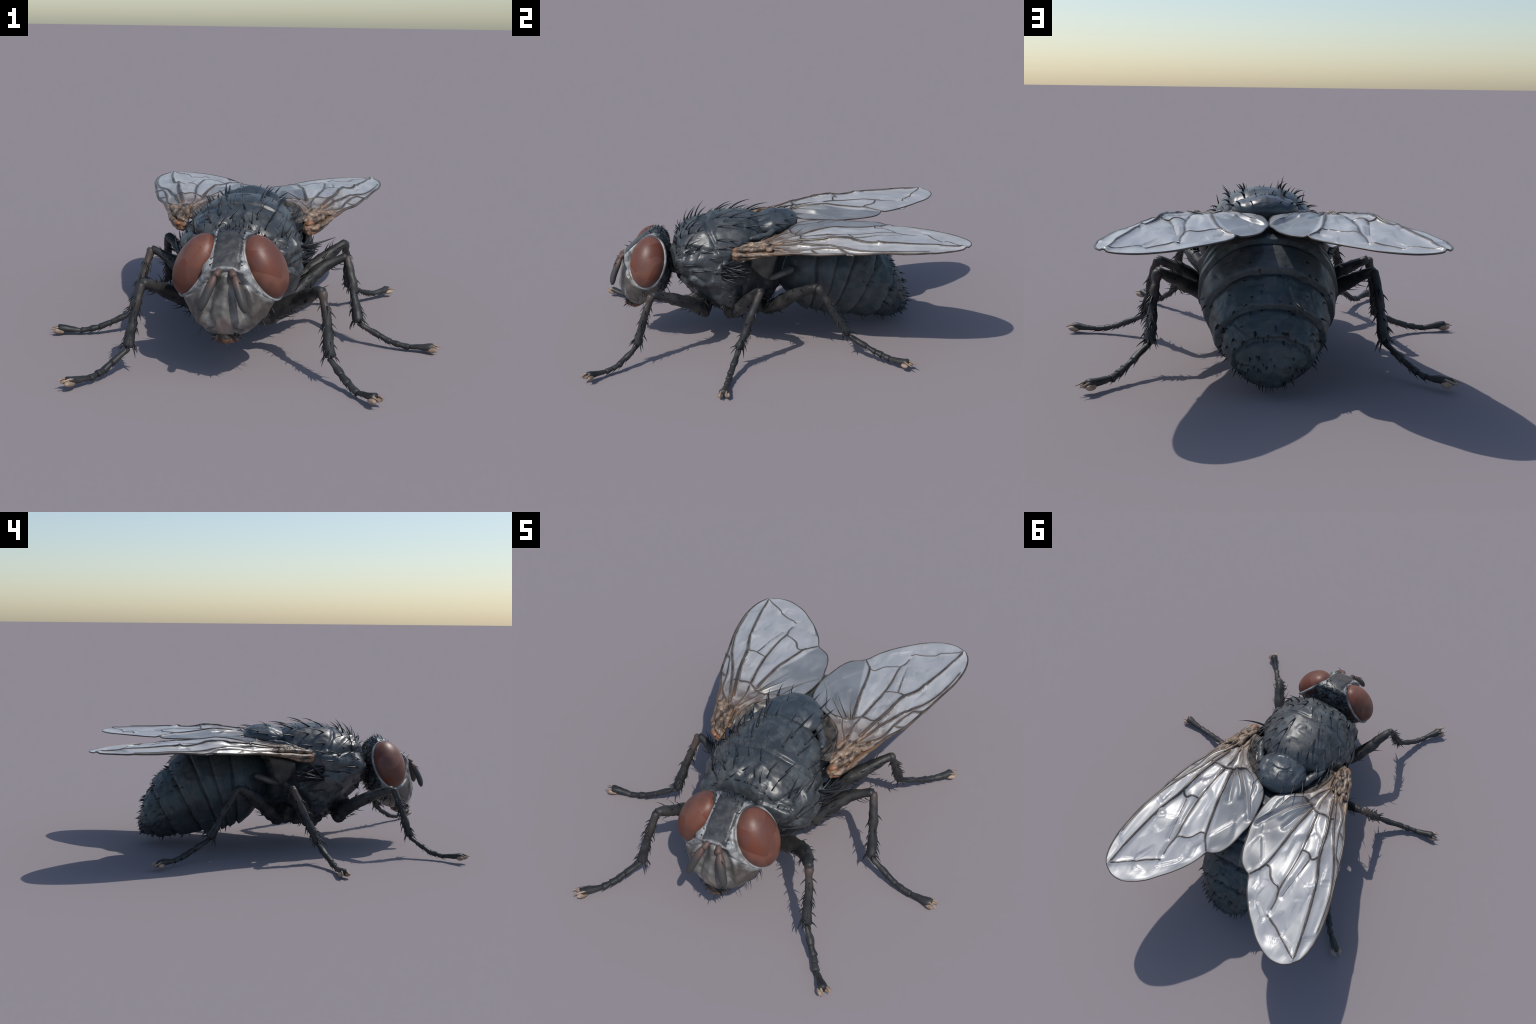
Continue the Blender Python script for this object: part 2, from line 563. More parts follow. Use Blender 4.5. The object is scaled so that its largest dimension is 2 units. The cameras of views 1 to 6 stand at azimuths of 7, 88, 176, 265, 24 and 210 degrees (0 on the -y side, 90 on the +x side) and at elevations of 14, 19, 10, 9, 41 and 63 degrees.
# step behind the suture: the hind shield stands slightly higher
d += 0.005 * smooth(-0.345, -0.325, P[:, 1]) * smooth(0.55, 0.62, P[:, 2])
side = smooth(0.63, 0.50, P[:, 2])
d += (0.0020 + 0.0030 * side) * fbm(P, 12, 2, 1.0)
fore = smooth(-0.33, -0.42, P[:, 1])
d += (0.12 + 0.22 * side + 0.10 * fore) * soft_facets(P, 9, 2.0, 0.008) + 0.03 * side * facets(P, 20, 5.0)
d -= 0.002
front = smooth(-0.36, -0.46, P[:, 1]) * smooth(0.55, 0.62, P[:, 2])
d += 0.006 * front * fbm(P, 22, 2, 5.0)
d -= bump_at((0.025, -0.475, 0.632), (0.016, 0.020, 0.03), 0.012)
under = smooth(0.24, 0.16, P[:, 2])
d += 0.012 * under * fbm(P, 20, 3, 8.0)
gt = (P + Nn * d[:, None]).reshape(g.shape)
thorax = fix_normals(make_mesh("thorax", *capped(gt), thorax_mat, root))

# scutellum: flattened shield behind the back
rings = []
gs = ellipsoid((0, 0.024, 0.612), np.diag([0.142, 0.130, 0.070]), 90, 120)
Q = gs.reshape(-1, 3)
k = (Q[:, 2] - 0.612) / 0.070
Q[:, 2] = 0.612 + 0.070 * np.sign(k) * np.abs(k) ** 0.96
Q[:, 1] += 0.012 * smooth(0.60, 0.66, Q[:, 2]) * smooth(0, 0.1, Q[:, 1])
Q[:, 2] += 0.004 * fbm(Q, 14, 3, 3.0) + 0.10 * facets(Q, 12, 3.0) - 0.010 * smooth(0.03, -0.06, Q[:, 1]) * smooth(0.6, 0.65, Q[:, 2]) - 0.006 * gauss(np.abs(np.abs(Q[:, 0]) - 0.085), 0.02)
scutellum = fix_normals(make_mesh("scutellum", *capped(Q.reshape(gs.shape)), scut_mat, root))

# side sclerites joining back and shield above each wing root
for s in (1, -1):
    parts = [tube_data(catmull(mirror_pts([(0.204, -0.115, 0.582), (0.168, -0.045, 0.586), (0.130, 0.020, 0.594), (0.100, 0.060, 0.596)], s), 24),
                       np.interp(np.linspace(0, 1, 24), [0, 0.2, 0.7, 1], [.008, .019, .022, .012]), 14, 0.8, 0.7, s + 5.0)]
    for a, b, r0, r1 in [((0.205, -0.120, 0.525), (0.160, 0.040, 0.545), 0.022, 0.012),
                         ((0.180, -0.080, 0.490), (0.115, 0.065, 0.510), 0.036, 0.022)]:
        path = catmull(mirror_pts([a, (np.array(a) + b) / 2 + (0.012, 0, 0.008), b], s), 14)
        t = np.linspace(0, 1, 14)
        rad = (r0 + (r1 - r0) * t) * (0.25 + 0.75 * np.sin(np.pi * np.clip(t * 0.9 + 0.05, 0, 1)) ** 0.5)
        parts.append(tube_data(path, rad, 14, 0.8, 0.25, s + 2))
    fix_normals(make_mesh("wing_hinge_sclerite", *join_data(parts), thorax_mat, thorax))

# neck
path = catmull([(0, -0.50, 0.430), (0, -0.54, 0.425), (0, -0.60, 0.420)], 12)
neck = fix_normals(make_mesh("neck", *tube_data(path, [0.070] * 12, 32, 0.95, 0.3, 2), leg_mat, root))

# ------------------------------------------------------------------ abdomen
ab_rings = [  # top y,z  bottom y,z  halfwidth
    (0.020, 0.480, 0.040, 0.260, 0.110), (0.070, 0.530, 0.090, 0.200, 0.195),
    (0.145, 0.560, 0.135, 0.150, 0.242), (0.240, 0.580, 0.190, 0.113, 0.268),
    (0.370, 0.574, 0.240, 0.092, 0.275), (0.470, 0.550, 0.285, 0.080, 0.268),
    (0.530, 0.512, 0.330, 0.071, 0.260), (0.582, 0.455, 0.380, 0.062, 0.241),
    (0.676, 0.342, 0.525, 0.045, 0.197), (0.728, 0.240, 0.655, 0.036, 0.142),
    (0.750, 0.175, 0.722, 0.045, 0.092), (0.760, 0.115, 0.757, 0.072, 0.024)]
nu, nv = 220, 200
r = catmull(ab_rings, nu)
# parameter of every control ring along the resampled skin
key = [int(np.argmin(np.abs(r[:, :4] - np.array(k[:4])).sum(1))) for k in ab_rings]
bounds = [key[3], key[4], key[5], key[7], key[8], key[9]]
a = np.linspace(0, 2 * np.pi, nv, endpoint=False)
ca, sa = np.cos(a), np.sin(a)
g = np.empty((nu, nv, 3))
for i, (ty, tz, by, bz, w) in enumerate(r):
    T, B = np.array([0, ty, tz]), np.array([0, by, bz])
    c, u = (T + B) / 2, (T - B) / 2
    e = np.where(sa >= 0, 2.12, 2.12 - 0.44 * smooth(0.10, 0.30, c[1]))
    g[i] = c + np.outer(w * np.sign(ca) * np.abs(ca) ** (2 / e), [1, 0, 0]) + np.outer(np.sign(sa) * np.abs(sa) ** (2 / e), u)
N = grid_normals(g)
idx = np.repeat(np.arange(nu)[:, None], nv, 1).astype(float)
wob = np.array([mnoise.noise(Vector((3 * math.cos(t), 3 * math.sin(t), 1.0))) for t in a]) * 1.6
ring_d = np.zeros((nu, nv))
prev = key[1]
for b in bounds:
    amp = 0.5 if b == key[4] else 0.75 if b == key[9] else 1.0
    pos = idx - wob[None, :]
    # plate swells towards its hind edge, then drops
    ramp = np.clip((pos - prev) / max(b - prev, 1), 0, 1)
    inside = (pos <= b) & (pos > prev)
    ring_d += np.where(inside, amp * 0.014 * ramp ** 1.3 - 0.001, 0)
    ring_d -= amp * 0.008 * gauss(pos - b - 2.0, 2.6)
    prev = b
flat = g.reshape(-1, 3)
det = 0.004 * fbm(flat, 9, 3, 4.0)
tail = smooth(0.45, 0.62, flat[:, 1])
det += tail * 0.004 * fbm(flat, 24, 3, 6.0) + (0.05 + 0.12 * tail) * facets(flat, 15, 6.0)
belly = smooth(0.14, 0.06, flat[:, 2])
det += belly * 0.004 * fbm(flat, 18, 3, 7.0)
g = g + N * (ring_d + det.reshape(nu, nv))[..., None]
abdomen = fix_normals(make_mesh("abdomen", *capped(g), abdomen_mat, root))

# band before every hind edge lightened for its sheen, a dark line behind it
for m_ in (painted_sheen_mat, seam_mat):
    abdomen.data.materials.append(m_)
row_mat = [0] * nu
prev = key[1]
for b in bounds:
    for i in range(nu if b != key[9] else 0):
        if b - 0.30 * (b - prev) < i <= b - 1:
            row_mat[i] = 1
        elif b < i <= b + 2:
            row_mat[i] = 2
    prev = b
vrow = np.array([v.index // nv for v in abdomen.data.vertices]).clip(0, nu - 1)
abdomen.data.polygons.foreach_set("material_index", [row_mat[min(vrow[v] for v in p.vertices)] for p in abdomen.data.polygons])

# abdomen spines: rows along the hind plates, scattered on tail and belly
st = Stuff()
Nab = grid_normals(g)
rng = random.Random(11)
large = []
for _ in range(640):
    i = rng.randrange(key[3], nu - 6)
    j = rng.randrange(nv)
    p, nrm = g[i, j], Nab[i, j]
    w = smooth(0.40, 0.68, p[1]) * 0.9 + (0.35 if p[2] < 0.12 else 0.0)
    near = min(abs(i - b) for b in bounds) < 5
    if rng.random() > w * (1.0 if near else 0.42):
        continue
    back = np.array([0, 0.75, -0.55]) + np.array([rng.uniform(-.25, .25), rng.uniform(-.2, .2), rng.uniform(-.2, .2)])
    dirn = nrm * rng.uniform(0.35, 0.9) + back * rng.uniform(0.35, 0.8)
    st.add("spine", p - nrm * 0.003, dirn, rng.uniform(0.020, 0.038), (0, 1, -0.7))
st.build("abdomen_spines", abdomen)

# ------------------------------------------------------------------ head
head_prof = [  # z, y front, y back, halfwidth, y of greatest width
    (0.196, -0.780, -0.700, 0.040, -0.740), (0.205, -0.800, -0.670, 0.078, -0.735),
    (0.232, -0.814, -0.635, 0.118, -0.725), (0.268, -0.826, -0.596, 0.156, -0.700),
    (0.305, -0.830, -0.570, 0.178, -0.685), (0.345, -0.822, -0.556, 0.197, -0.670),
    (0.400, -0.807, -0.549, 0.206, -0.650), (0.450, -0.800, -0.547, 0.204, -0.645),
    (0.490, -0.796, -0.548, 0.194, -0.640), (0.530, -0.755, -0.566, 0.172, -0.630),
    (0.565, -0.714, -0.576, 0.138, -0.620), (0.590, -0.680, -0.588, 0.098, -0.615),
    (0.606, -0.650, -0.590, 0.045, -0.618)]
nu, nv = 170, 220
r = catmull(head_prof, nu)
a = np.linspace(0, 2 * np.pi, nv, endpoint=False)
g = np.empty((nu, nv, 3))
for i, (z, yf, yb, w, yw) in enumerate(r):
    sx, sy = np.cos(a), np.sin(a)
    ef = np.where(sy < 0, 1.92 + 0.33 * smooth(0.40, 0.50, z), 2.25)
    x = w * np.sign(sx) * np.abs(sx) ** (2 / ef)
    s = np.sign(sy) * np.abs(sy) ** (2 / ef)
    y = yw + np.where(s < 0, s * (yw - yf), s * (yb - yw))
    g[i] = np.stack([x, y, np.full(nv, z)], 1)
N = grid_normals(g)
P = g.reshape(-1, 3); Nn = N.reshape(-1, 3)
ax, z = np.abs(P[:, 0]), P[:, 2]
frontal = smooth(-0.70, -0.74, P[:, 1])
d = np.zeros(len(P))
hollow = smooth(0.245, 0.30, z) * smooth(0.478, 0.455, z)
d -= 0.028 * gauss(np.abs(ax - 0.045 - 0.20 * (0.46 - z)), 0.023) * hollow * frontal
d += 0.016 * gauss(ax, 0.018) * smooth(0.25, 0.30, z) * smooth(0.48, 0.45, z) * frontal
ridge_x = 0.060 + 0.30 * np.clip(0.47 - z, 0, 0.12)
d += 0.010 * gauss(np.abs(ax - ridge_x - 0.012), 0.014) * smooth(0.22, 0.27, z) * smooth(0.49, 0.46, z) * frontal
d += 0.010 * gauss(ax - 0.028, 0.018) * gauss(z - 0.268, 0.03) * frontal          # upper lip folds
arch = 0.482 - 7.0 * ax**2
d -= 0.010 * gauss(z - arch + 0.012, 0.008) * smooth(0.075, 0.05, ax) * frontal    # crease above the antennae
d += 0.006 * gauss(z - arch - 0.004, 0.008) * smooth(0.09, 0.06, ax) * frontal
d -= 0.004 * gauss(np.abs(ax - 0.056), 0.006) * smooth(0.49, 0.51, z) * smooth(-0.62, -0.66, P[:, 1])
crease = seg_dist(np.stack([ax, z], 1), [(0.075, 0.43), (0.12, 0.385), (0.17, 0.36), (0.20, 0.345)])
d -= 0.014 * gauss(crease, 0.009) * smooth(-0.66, -0.70, P[:, 1])
d += 0.0025 * fbm(P, 16, 3, 2.0)
occi = smooth(-0.64, -0.60, P[:, 1])
d += occi * 0.009 * fbm(P, 30, 3, 3.0)
P2 = P + Nn * d[:, None]

# eye frames: a tilted oval dome on each side
EYE_C = np.array([0.146, -0.664, 0.466])
EU = np.array([0.126, -0.045, -0.238]); EU /= np.linalg.norm(EU)       # long axis, towards the lower tip
EN = np.array([0.765, -0.424, 0.484]); EN -= EU * (EN @ EU); EN /= np.linalg.norm(EN)
EV = np.cross(EN, EU)
EA, EB, EH = 0.139, 0.099, 0.080
for s in (1, -1):
    q = mirror_pts(P2, s) - EYE_C
    u, v, h = q @ EU, q @ EV, q @ EN
    rr = np.sqrt((u / EA) ** 2 + (v / EB) ** 2)
    sink = smooth(1.34, 1.03, rr) * (h > -0.10)
    newh = np.where(h > -0.006, -0.006 + (h + 0.006) * (1 - sink), h)
    q = q + np.outer(newh - h, EN)
    q = mirror_pts(q + EYE_C, s)
    P2 = q
head = fix_normals(make_mesh("head", *capped(P2.reshape(g.shape)), head_mat, root))

for s in (1, -1):
    e = ellipsoid(EYE_C - EN * 0.002, np.array([EN * EH, EV * EB, EU * EA])[[1, 0, 2]], 72, 96)
    eye = fix_normals(make_mesh("compound_eye", *capped(mirror_pts(e, s)), eye_mat, head))
    t = np.linspace(0, 2 * np.pi, 90, endpoint=False)
    ring = EYE_C + np.outer(np.cos(t) * EA * 1.02, EU) + np.outer(np.sin(t) * EB * 1.03, EV) - EN * 0.006
    V, F = [], []
    m = 8
    for i, c in enumerate(ring):
        out = c - EYE_C; out -= EN * (out @ EN); out /= np.linalg.norm(out)
        for j in range(m):
            b = 2 * np.pi * j / m
            V.append(c + out * 0.0075 * math.cos(b) + EN * 0.008 * math.sin(b) - EN * 0.003)
    for i in range(90):
        for j in range(m):
            F.append((i * m + j, i * m + (j + 1) % m, ((i + 1) % 90) * m + (j + 1) % m, ((i + 1) % 90) * m + j))
    fix_normals(make_mesh("eye_rim", mirror_pts(np.array(V), s), F, rim_mat, head))

# antennae: two short basal joints, long flat third joint, thin feathered hair
for s in (1, -1):
    parts = []
    p = catmull(mirror_pts([(0.024, -0.792, 0.476), (0.030, -0.812, 0.470), (0.036, -0.822, 0.455)], s), 10)
    parts.append(tube_data(p, [.008, .012, .014, .014, .0135, .014, .0155, .016, .014, .009], 14))
    p = catmull(mirror_pts([(0.040, -0.820, 0.460), (0.057, -0.843, 0.418), (0.075, -0.864, 0.371), (0.092, -0.873, 0.327)], s), 22)
    tt = np.linspace(0, 1, 22)
    parts.append(tube_data(p, 0.0190 * np.sqrt(np.clip(1 - (2 * np.clip(tt, 0.04, 0.985) - 1) ** 4, 0, 1)), 16, 0.85))
    ant = fix_normals(make_mesh("antenna", *join_data(parts), antenna_mat, head))
    hair = catmull(mirror_pts([(0.052, -0.836, 0.440), (0.070, -0.850, 0.440), (0.088, -0.858, 0.430)], s), 8)
    fix_normals(make_mesh("arista", *tube_data(hair, np.linspace(0.003, 0.0006, 8), 6), bristle_mat, ant))

# mouthparts
m = ellipsoid((0.0, -0.765, 0.194), np.diag([0.056, 0.052, 0.030]), 40, 60)
Q = m.reshape(-1, 3)
Q += np.outer(0.006 * fbm(Q, 40, 3, 9.0), [0.5, 0.5, 1])
proboscis = fix_normals(make_mesh("proboscis", *capped(Q.reshape(m.shape)), mouth_mat, root))
rng = random.Random(5)
st = Stuff()
for _ in range(46):
    t = rng.uniform(-1.9, 1.9)
    p = (0.052 * math.sin(t), -0.765 - 0.050 * math.cos(t), rng.uniform(0.185, 0.222))
    st.add("stout", p, (math.sin(t) + rng.uniform(-.5, .5), -math.cos(t), rng.uniform(-0.9, 0.4)), rng.uniform(0.014, 0.030), (0, 0, -1))
st.build("mouth_bristles", proboscis)

# head bristles
hb = bvh_of(head)
st = Stuff()
rng = random.Random(21)
for _ in range(190):        # back of the head
    o = Vector((rng.uniform(-0.21, 0.21), -0.30, rng.uniform(0.24, 0.62)))
    hit = hb.ray_cast(o, Vector((0, -1, 0)))
    if hit[0] is None:
        continue
    st.add("stout", hit[0], hit[1] + Vector((rng.uniform(-.4, .4), 0.3, rng.uniform(-.5, .3))), rng.uniform(0.012, 0.028), (0, 0, -1))
for _ in range(45):        # crown
    o = Vector((rng.uniform(-0.10, 0.10), rng.uniform(-0.66, -0.56), 0.8))
    hit = hb.ray_cast(o, Vector((0, 0, -1)))
    if hit[0] is not None and hit[0].z > 0.5:
        st.add("stout", hit[0], hit[1] + Vector((rng.uniform(-.4, .4), 0.4, 0.2)), rng.uniform(0.012, 0.026), (0, 1, 0))
for s in (1, -1):
    for k in range(6):      # rows beside the frons
        zz = 0.495 + 0.017 * k + rng.uniform(-0.005, 0.005)
        hit = hb.ray_cast(Vector((s * (0.066 - 0.0006 * k), -1.2, zz)), Vector((0, 1, 0)))
        if hit[0] is not None:
            st.add("stout", hit[0], (-s * 0.6, -0.7, 0.35), rng.uniform(0.018, 0.030), (0, 0.3, 1))
    for k in range(26):     # cheeks and lower edge
        hit = hb.ray_cast(Vector((s * 0.5, rng.uniform(-0.74, -0.57), rng.uniform(0.215, 0.31))), Vector((-s, 0, 0)))
        if hit[0] is not None:
            st.add("long", hit[0], hit[1] + Vector((0, -0.1, -0.8)), rng.uniform(0.022, 0.045), (0, -1, 0))
    for k in range(5):      # beside the mouth
        st.add("long", (s * (0.050 + 0.006 * k), -0.806 + 0.003 * k, 0.248 - 0.004 * k), (-s * 0.5, -0.9, -0.05 - 0.15 * k), 0.030 + 0.006 * (k % 2), (0, 0, 1))
st.build("head_bristles", head)

# ------------------------------------------------------------------ thorax bristles
tb = bvh_of(thorax)
sb = bvh_of(scutellum)
rng = random.Random(3)


def on_back(x, y, tree=tb):
    hit = tree.ray_cast(Vector((x, y, 1.2)), Vector((0, 0, -1)))
    return (hit[0], hit[1]) if hit[0] is not None else (None, None)


named = 0
rows = [  # |x|, y, length
    (0.070, -0.490, .060), (0.075, -0.455, .075), (0.078, -0.415, .080), (0.078, -0.300, .090), (0.082, -0.215, .125), (0.085, -0.125, .135),
    (0.028, -0.465, .055), (0.030, -0.395, .060), (0.030, -0.110, .060),
    (0.120, -0.480, .070), (0.130, -0.440, .075), (0.135, -0.390, .070), (0.150, -0.280, .080), (0.155, -0.200, .085), (0.150, -0.120, .095),
    (0.190, -0.450, .090), (0.200, -0.400, .070), (0.205, -0.290, .080), (0.215, -0.220, .080), (0.215, -0.140, .100)]
for ax_, y, L in rows:
    for s in (1, -1):
        x = s * ax_ + rng.uniform(-.008, .008)
        p, nrm = on_back(x, y + rng.uniform(-.008, .008))
        if p is None:
            continue
        up_ = smooth(-0.30, -0.46, y)
        dirn = nrm * (0.80 + 0.40 * up_) + Vector((s * 0.05, 0.95 - 0.35 * up_, 0.0)) + Vector((rng.uniform(-.15, .15), rng.uniform(-.1, .1), 0))
        place_bristle(thorax, "long", p - nrm * 0.004, dirn, min(L * 1.2, 0.120) * rng.uniform(0.88, 1.05), (0, 1, -0.5))
for ax_, y, L in [(0.060, 0.120, .060), (0.110, 0.080, .085), (0.135, 0.030, .095), (0.040, 0.030, .040)]:
    for s in (1, -1):
        p, nrm = on_back(s * ax_, y, sb)
        if p is not None:
            place_bristle(scutellum, "long", p, nrm * 0.5 + Vector((s * 0.15, 0.8, 0.1)), L, (0, 1, -0.3))


def on_side(y, z, s):
    hit = tb.ray_cast(Vector((s * 0.8, y, z)), Vector((-s, 0, 0)))
    return (hit[0], hit[1]) if hit[0] is not None else (None, None)


for y, z, L in [(-0.49, 0.50, .08), (-0.47, 0.46, .10), (-0.46, 0.53, .09), (-0.37, 0.53, .10), (-0.33, 0.50, .09), (-0.28, 0.545, .09),
                (-0.22, 0.55, .09), (-0.15, 0.565, .10), (-0.10, 0.575, .10), (-0.05, 0.580, .11), (-0.43, 0.43, .12), (-0.36, 0.44, .12),
                (-0.30, 0.42, .10), (-0.28, 0.34, .09), (-0.25, 0.28, .08)]:
    for s in (1, -1):
        p, nrm = on_side(y, z, s)
        if p is not None:
            place_bristle(thorax, "long", p - nrm * 0.004, nrm * 0.45 + Vector((0, 0.8, 0.12 + rng.uniform(-.15, .15))), L * rng.uniform(.85, 1.1), (-s * 0.3, 1, 0))
# tufts below the wing roots
for s in (1, -1):
    for k in range(34):
        y, z_ = rng.uniform(-0.275, -0.235), rng.uniform(0.385, 0.475)
        p, nrm = on_side(y, z_, s)
        if p is not None:
            place_bristle(thorax, "long", p - nrm * 0.005, nrm * rng.uniform(0.5, 1.0) + Vector((0, 0.75, rng.uniform(-.2, .25))), rng.uniform(0.11, 0.165), (-s * 0.8, 0.9, rng.uniform(-.3, .3)))
# short hair all over the back, the collar and the belly
st = Stuff()
for _ in range(80):
    y = rng.uniform(-0.51, -0.07)
    x = rng.uniform(-0.2, 0.2)
    p, nrm = on_back(x, y)
    if p is None or rng.random() > (1.0 if y < -0.36 else 0.55):
        continue
    st.add("long", p, nrm * 0.6 + Vector((0, 0.7, 0.1)), rng.uniform(0.020, 0.040), (0, 1, -0.3))
for _ in range(50):
    t = rng.uniform(-1.0, math.pi + 1.0)
    o = Vector((0.18 * math.cos(t), -0.505, 0.44 + 0.16 * math.sin(t)))
    near = tb.find_nearest(o)
    st.add("stout", near[0], near[1] + Vector((0, -0.2, 0.25)), rng.uniform(0.014, 0.030), (0, 1, 0))
for _ in range(260):
    o = Vector((rng.uniform(-0.24, 0.24), rng.uniform(-0.50, 0.0), -0.3))
    hit = tb.ray_cast(o, Vector((0, 0, 1)))
    if hit[0] is not None and hit[0].z < 0.26:
        st.add("stout", hit[0], hit[1] + Vector((rng.uniform(-.5, .5), rng.uniform(-.3, .6), 0)), rng.uniform(0.016, 0.036), (0, 1, 0))
st.build("thorax_hair", thorax)

# ------------------------------------------------------------------ legs
LEGS = {
    "front": dict(coxa=[(0.068, -0.430, 0.250), (0.088, -0.402, 0.190), (0.128, -0.372, 0.146)], coxr=(0.056, 0.054, 0.043),
                  femur=[(0.132, -0.372, 0.140), (0.161, -0.400, 0.195), (0.226, -0.426, 0.238), (0.301, -0.501, 0.296), (0.344, -0.570, 0.337), (0.381, -0.637, 0.366)], femr=(0.034, 0.041, 0.033, 0.022),
                  tibia=[(0.381, -0.637, 0.366), (0.400, -0.672, 0.280), (0.412, -0.702, 0.190), (0.422, -0.728, 0.108)],
                  tarsus=[(0.422, -0.728, 0.104), (0.503, -0.824, 0.038), (0.535, -0.874, 0.023), (0.596, -0.955, 0.036), (0.641, -0.993, 0.048)]),
    "middle": dict(coxa=[(0.085, -0.250, 0.190), (0.085, -0.225, 0.145), (0.085, -0.200, 0.115)], coxr=(0.064, 0.062, 0.046),
                   femur=[(0.096, -0.212, 0.118), (0.223, -0.171, 0.212), (0.305, -0.118, 0.288), (0.373, -0.090, 0.338), (0.466, -0.074, 0.384)], femr=(0.036, 0.041, 0.034, 0.021),
                   tibia=[(0.466, -0.074, 0.384), (0.492, -0.118, 0.290), (0.513, -0.162, 0.190), (0.531, -0.203, 0.101)],
                   tarsus=[(0.531, -0.203, 0.098), (0.680, -0.252, 0.034), (0.752, -0.267, 0.018), (0.850, -0.282, 0.026), (0.908, -0.291, 0.034)]),
    "hind": dict(coxa=[(0.085, -0.110, 0.220), (0.085, -0.080, 0.170), (0.085, -0.045, 0.140)], coxr=(0.058, 0.056, 0.042),
                 femur=[(0.085, -0.048, 0.132), (0.190, 0.020, 0.200), (0.291, 0.091, 0.280), (0.366, 0.147, 0.333), (0.448, 0.217, 0.386)], femr=(0.036, 0.040, 0.035, 0.022),
                 tibia=[(0.448, 0.217, 0.386), (0.458, 0.268, 0.300), (0.466, 0.320, 0.205), (0.473, 0.370, 0.120)],
                 tarsus=[(0.473, 0.370, 0.118), (0.559, 0.496, 0.054), (0.597, 0.550, 0.034), (0.664, 0.625, 0.036), (0.717, 0.668, 0.044)]),
}


def leg_spines(parent, path, radii, n, kind_long, rng, s, lo=0.1, hi=0.98, out=0.75, L=(0.022, 0.045), stuff=None):
    t, Nf, Bf = frames(path)
    for _ in range(n):
        f = rng.uniform(lo, hi)
        i = int(f * (len(path) - 1))
        th = rng.uniform(0, 2 * math.pi)
        o = Nf[i] * math.cos(th) + Bf[i] * math.sin(th)
        p = path[i] + o * radii[i] * 0.9
        dirn = o * out + t[i] * rng.uniform(0.5, 0.9)
        stuff.add(kind_long, p, dirn, rng.uniform(*L), t[i])


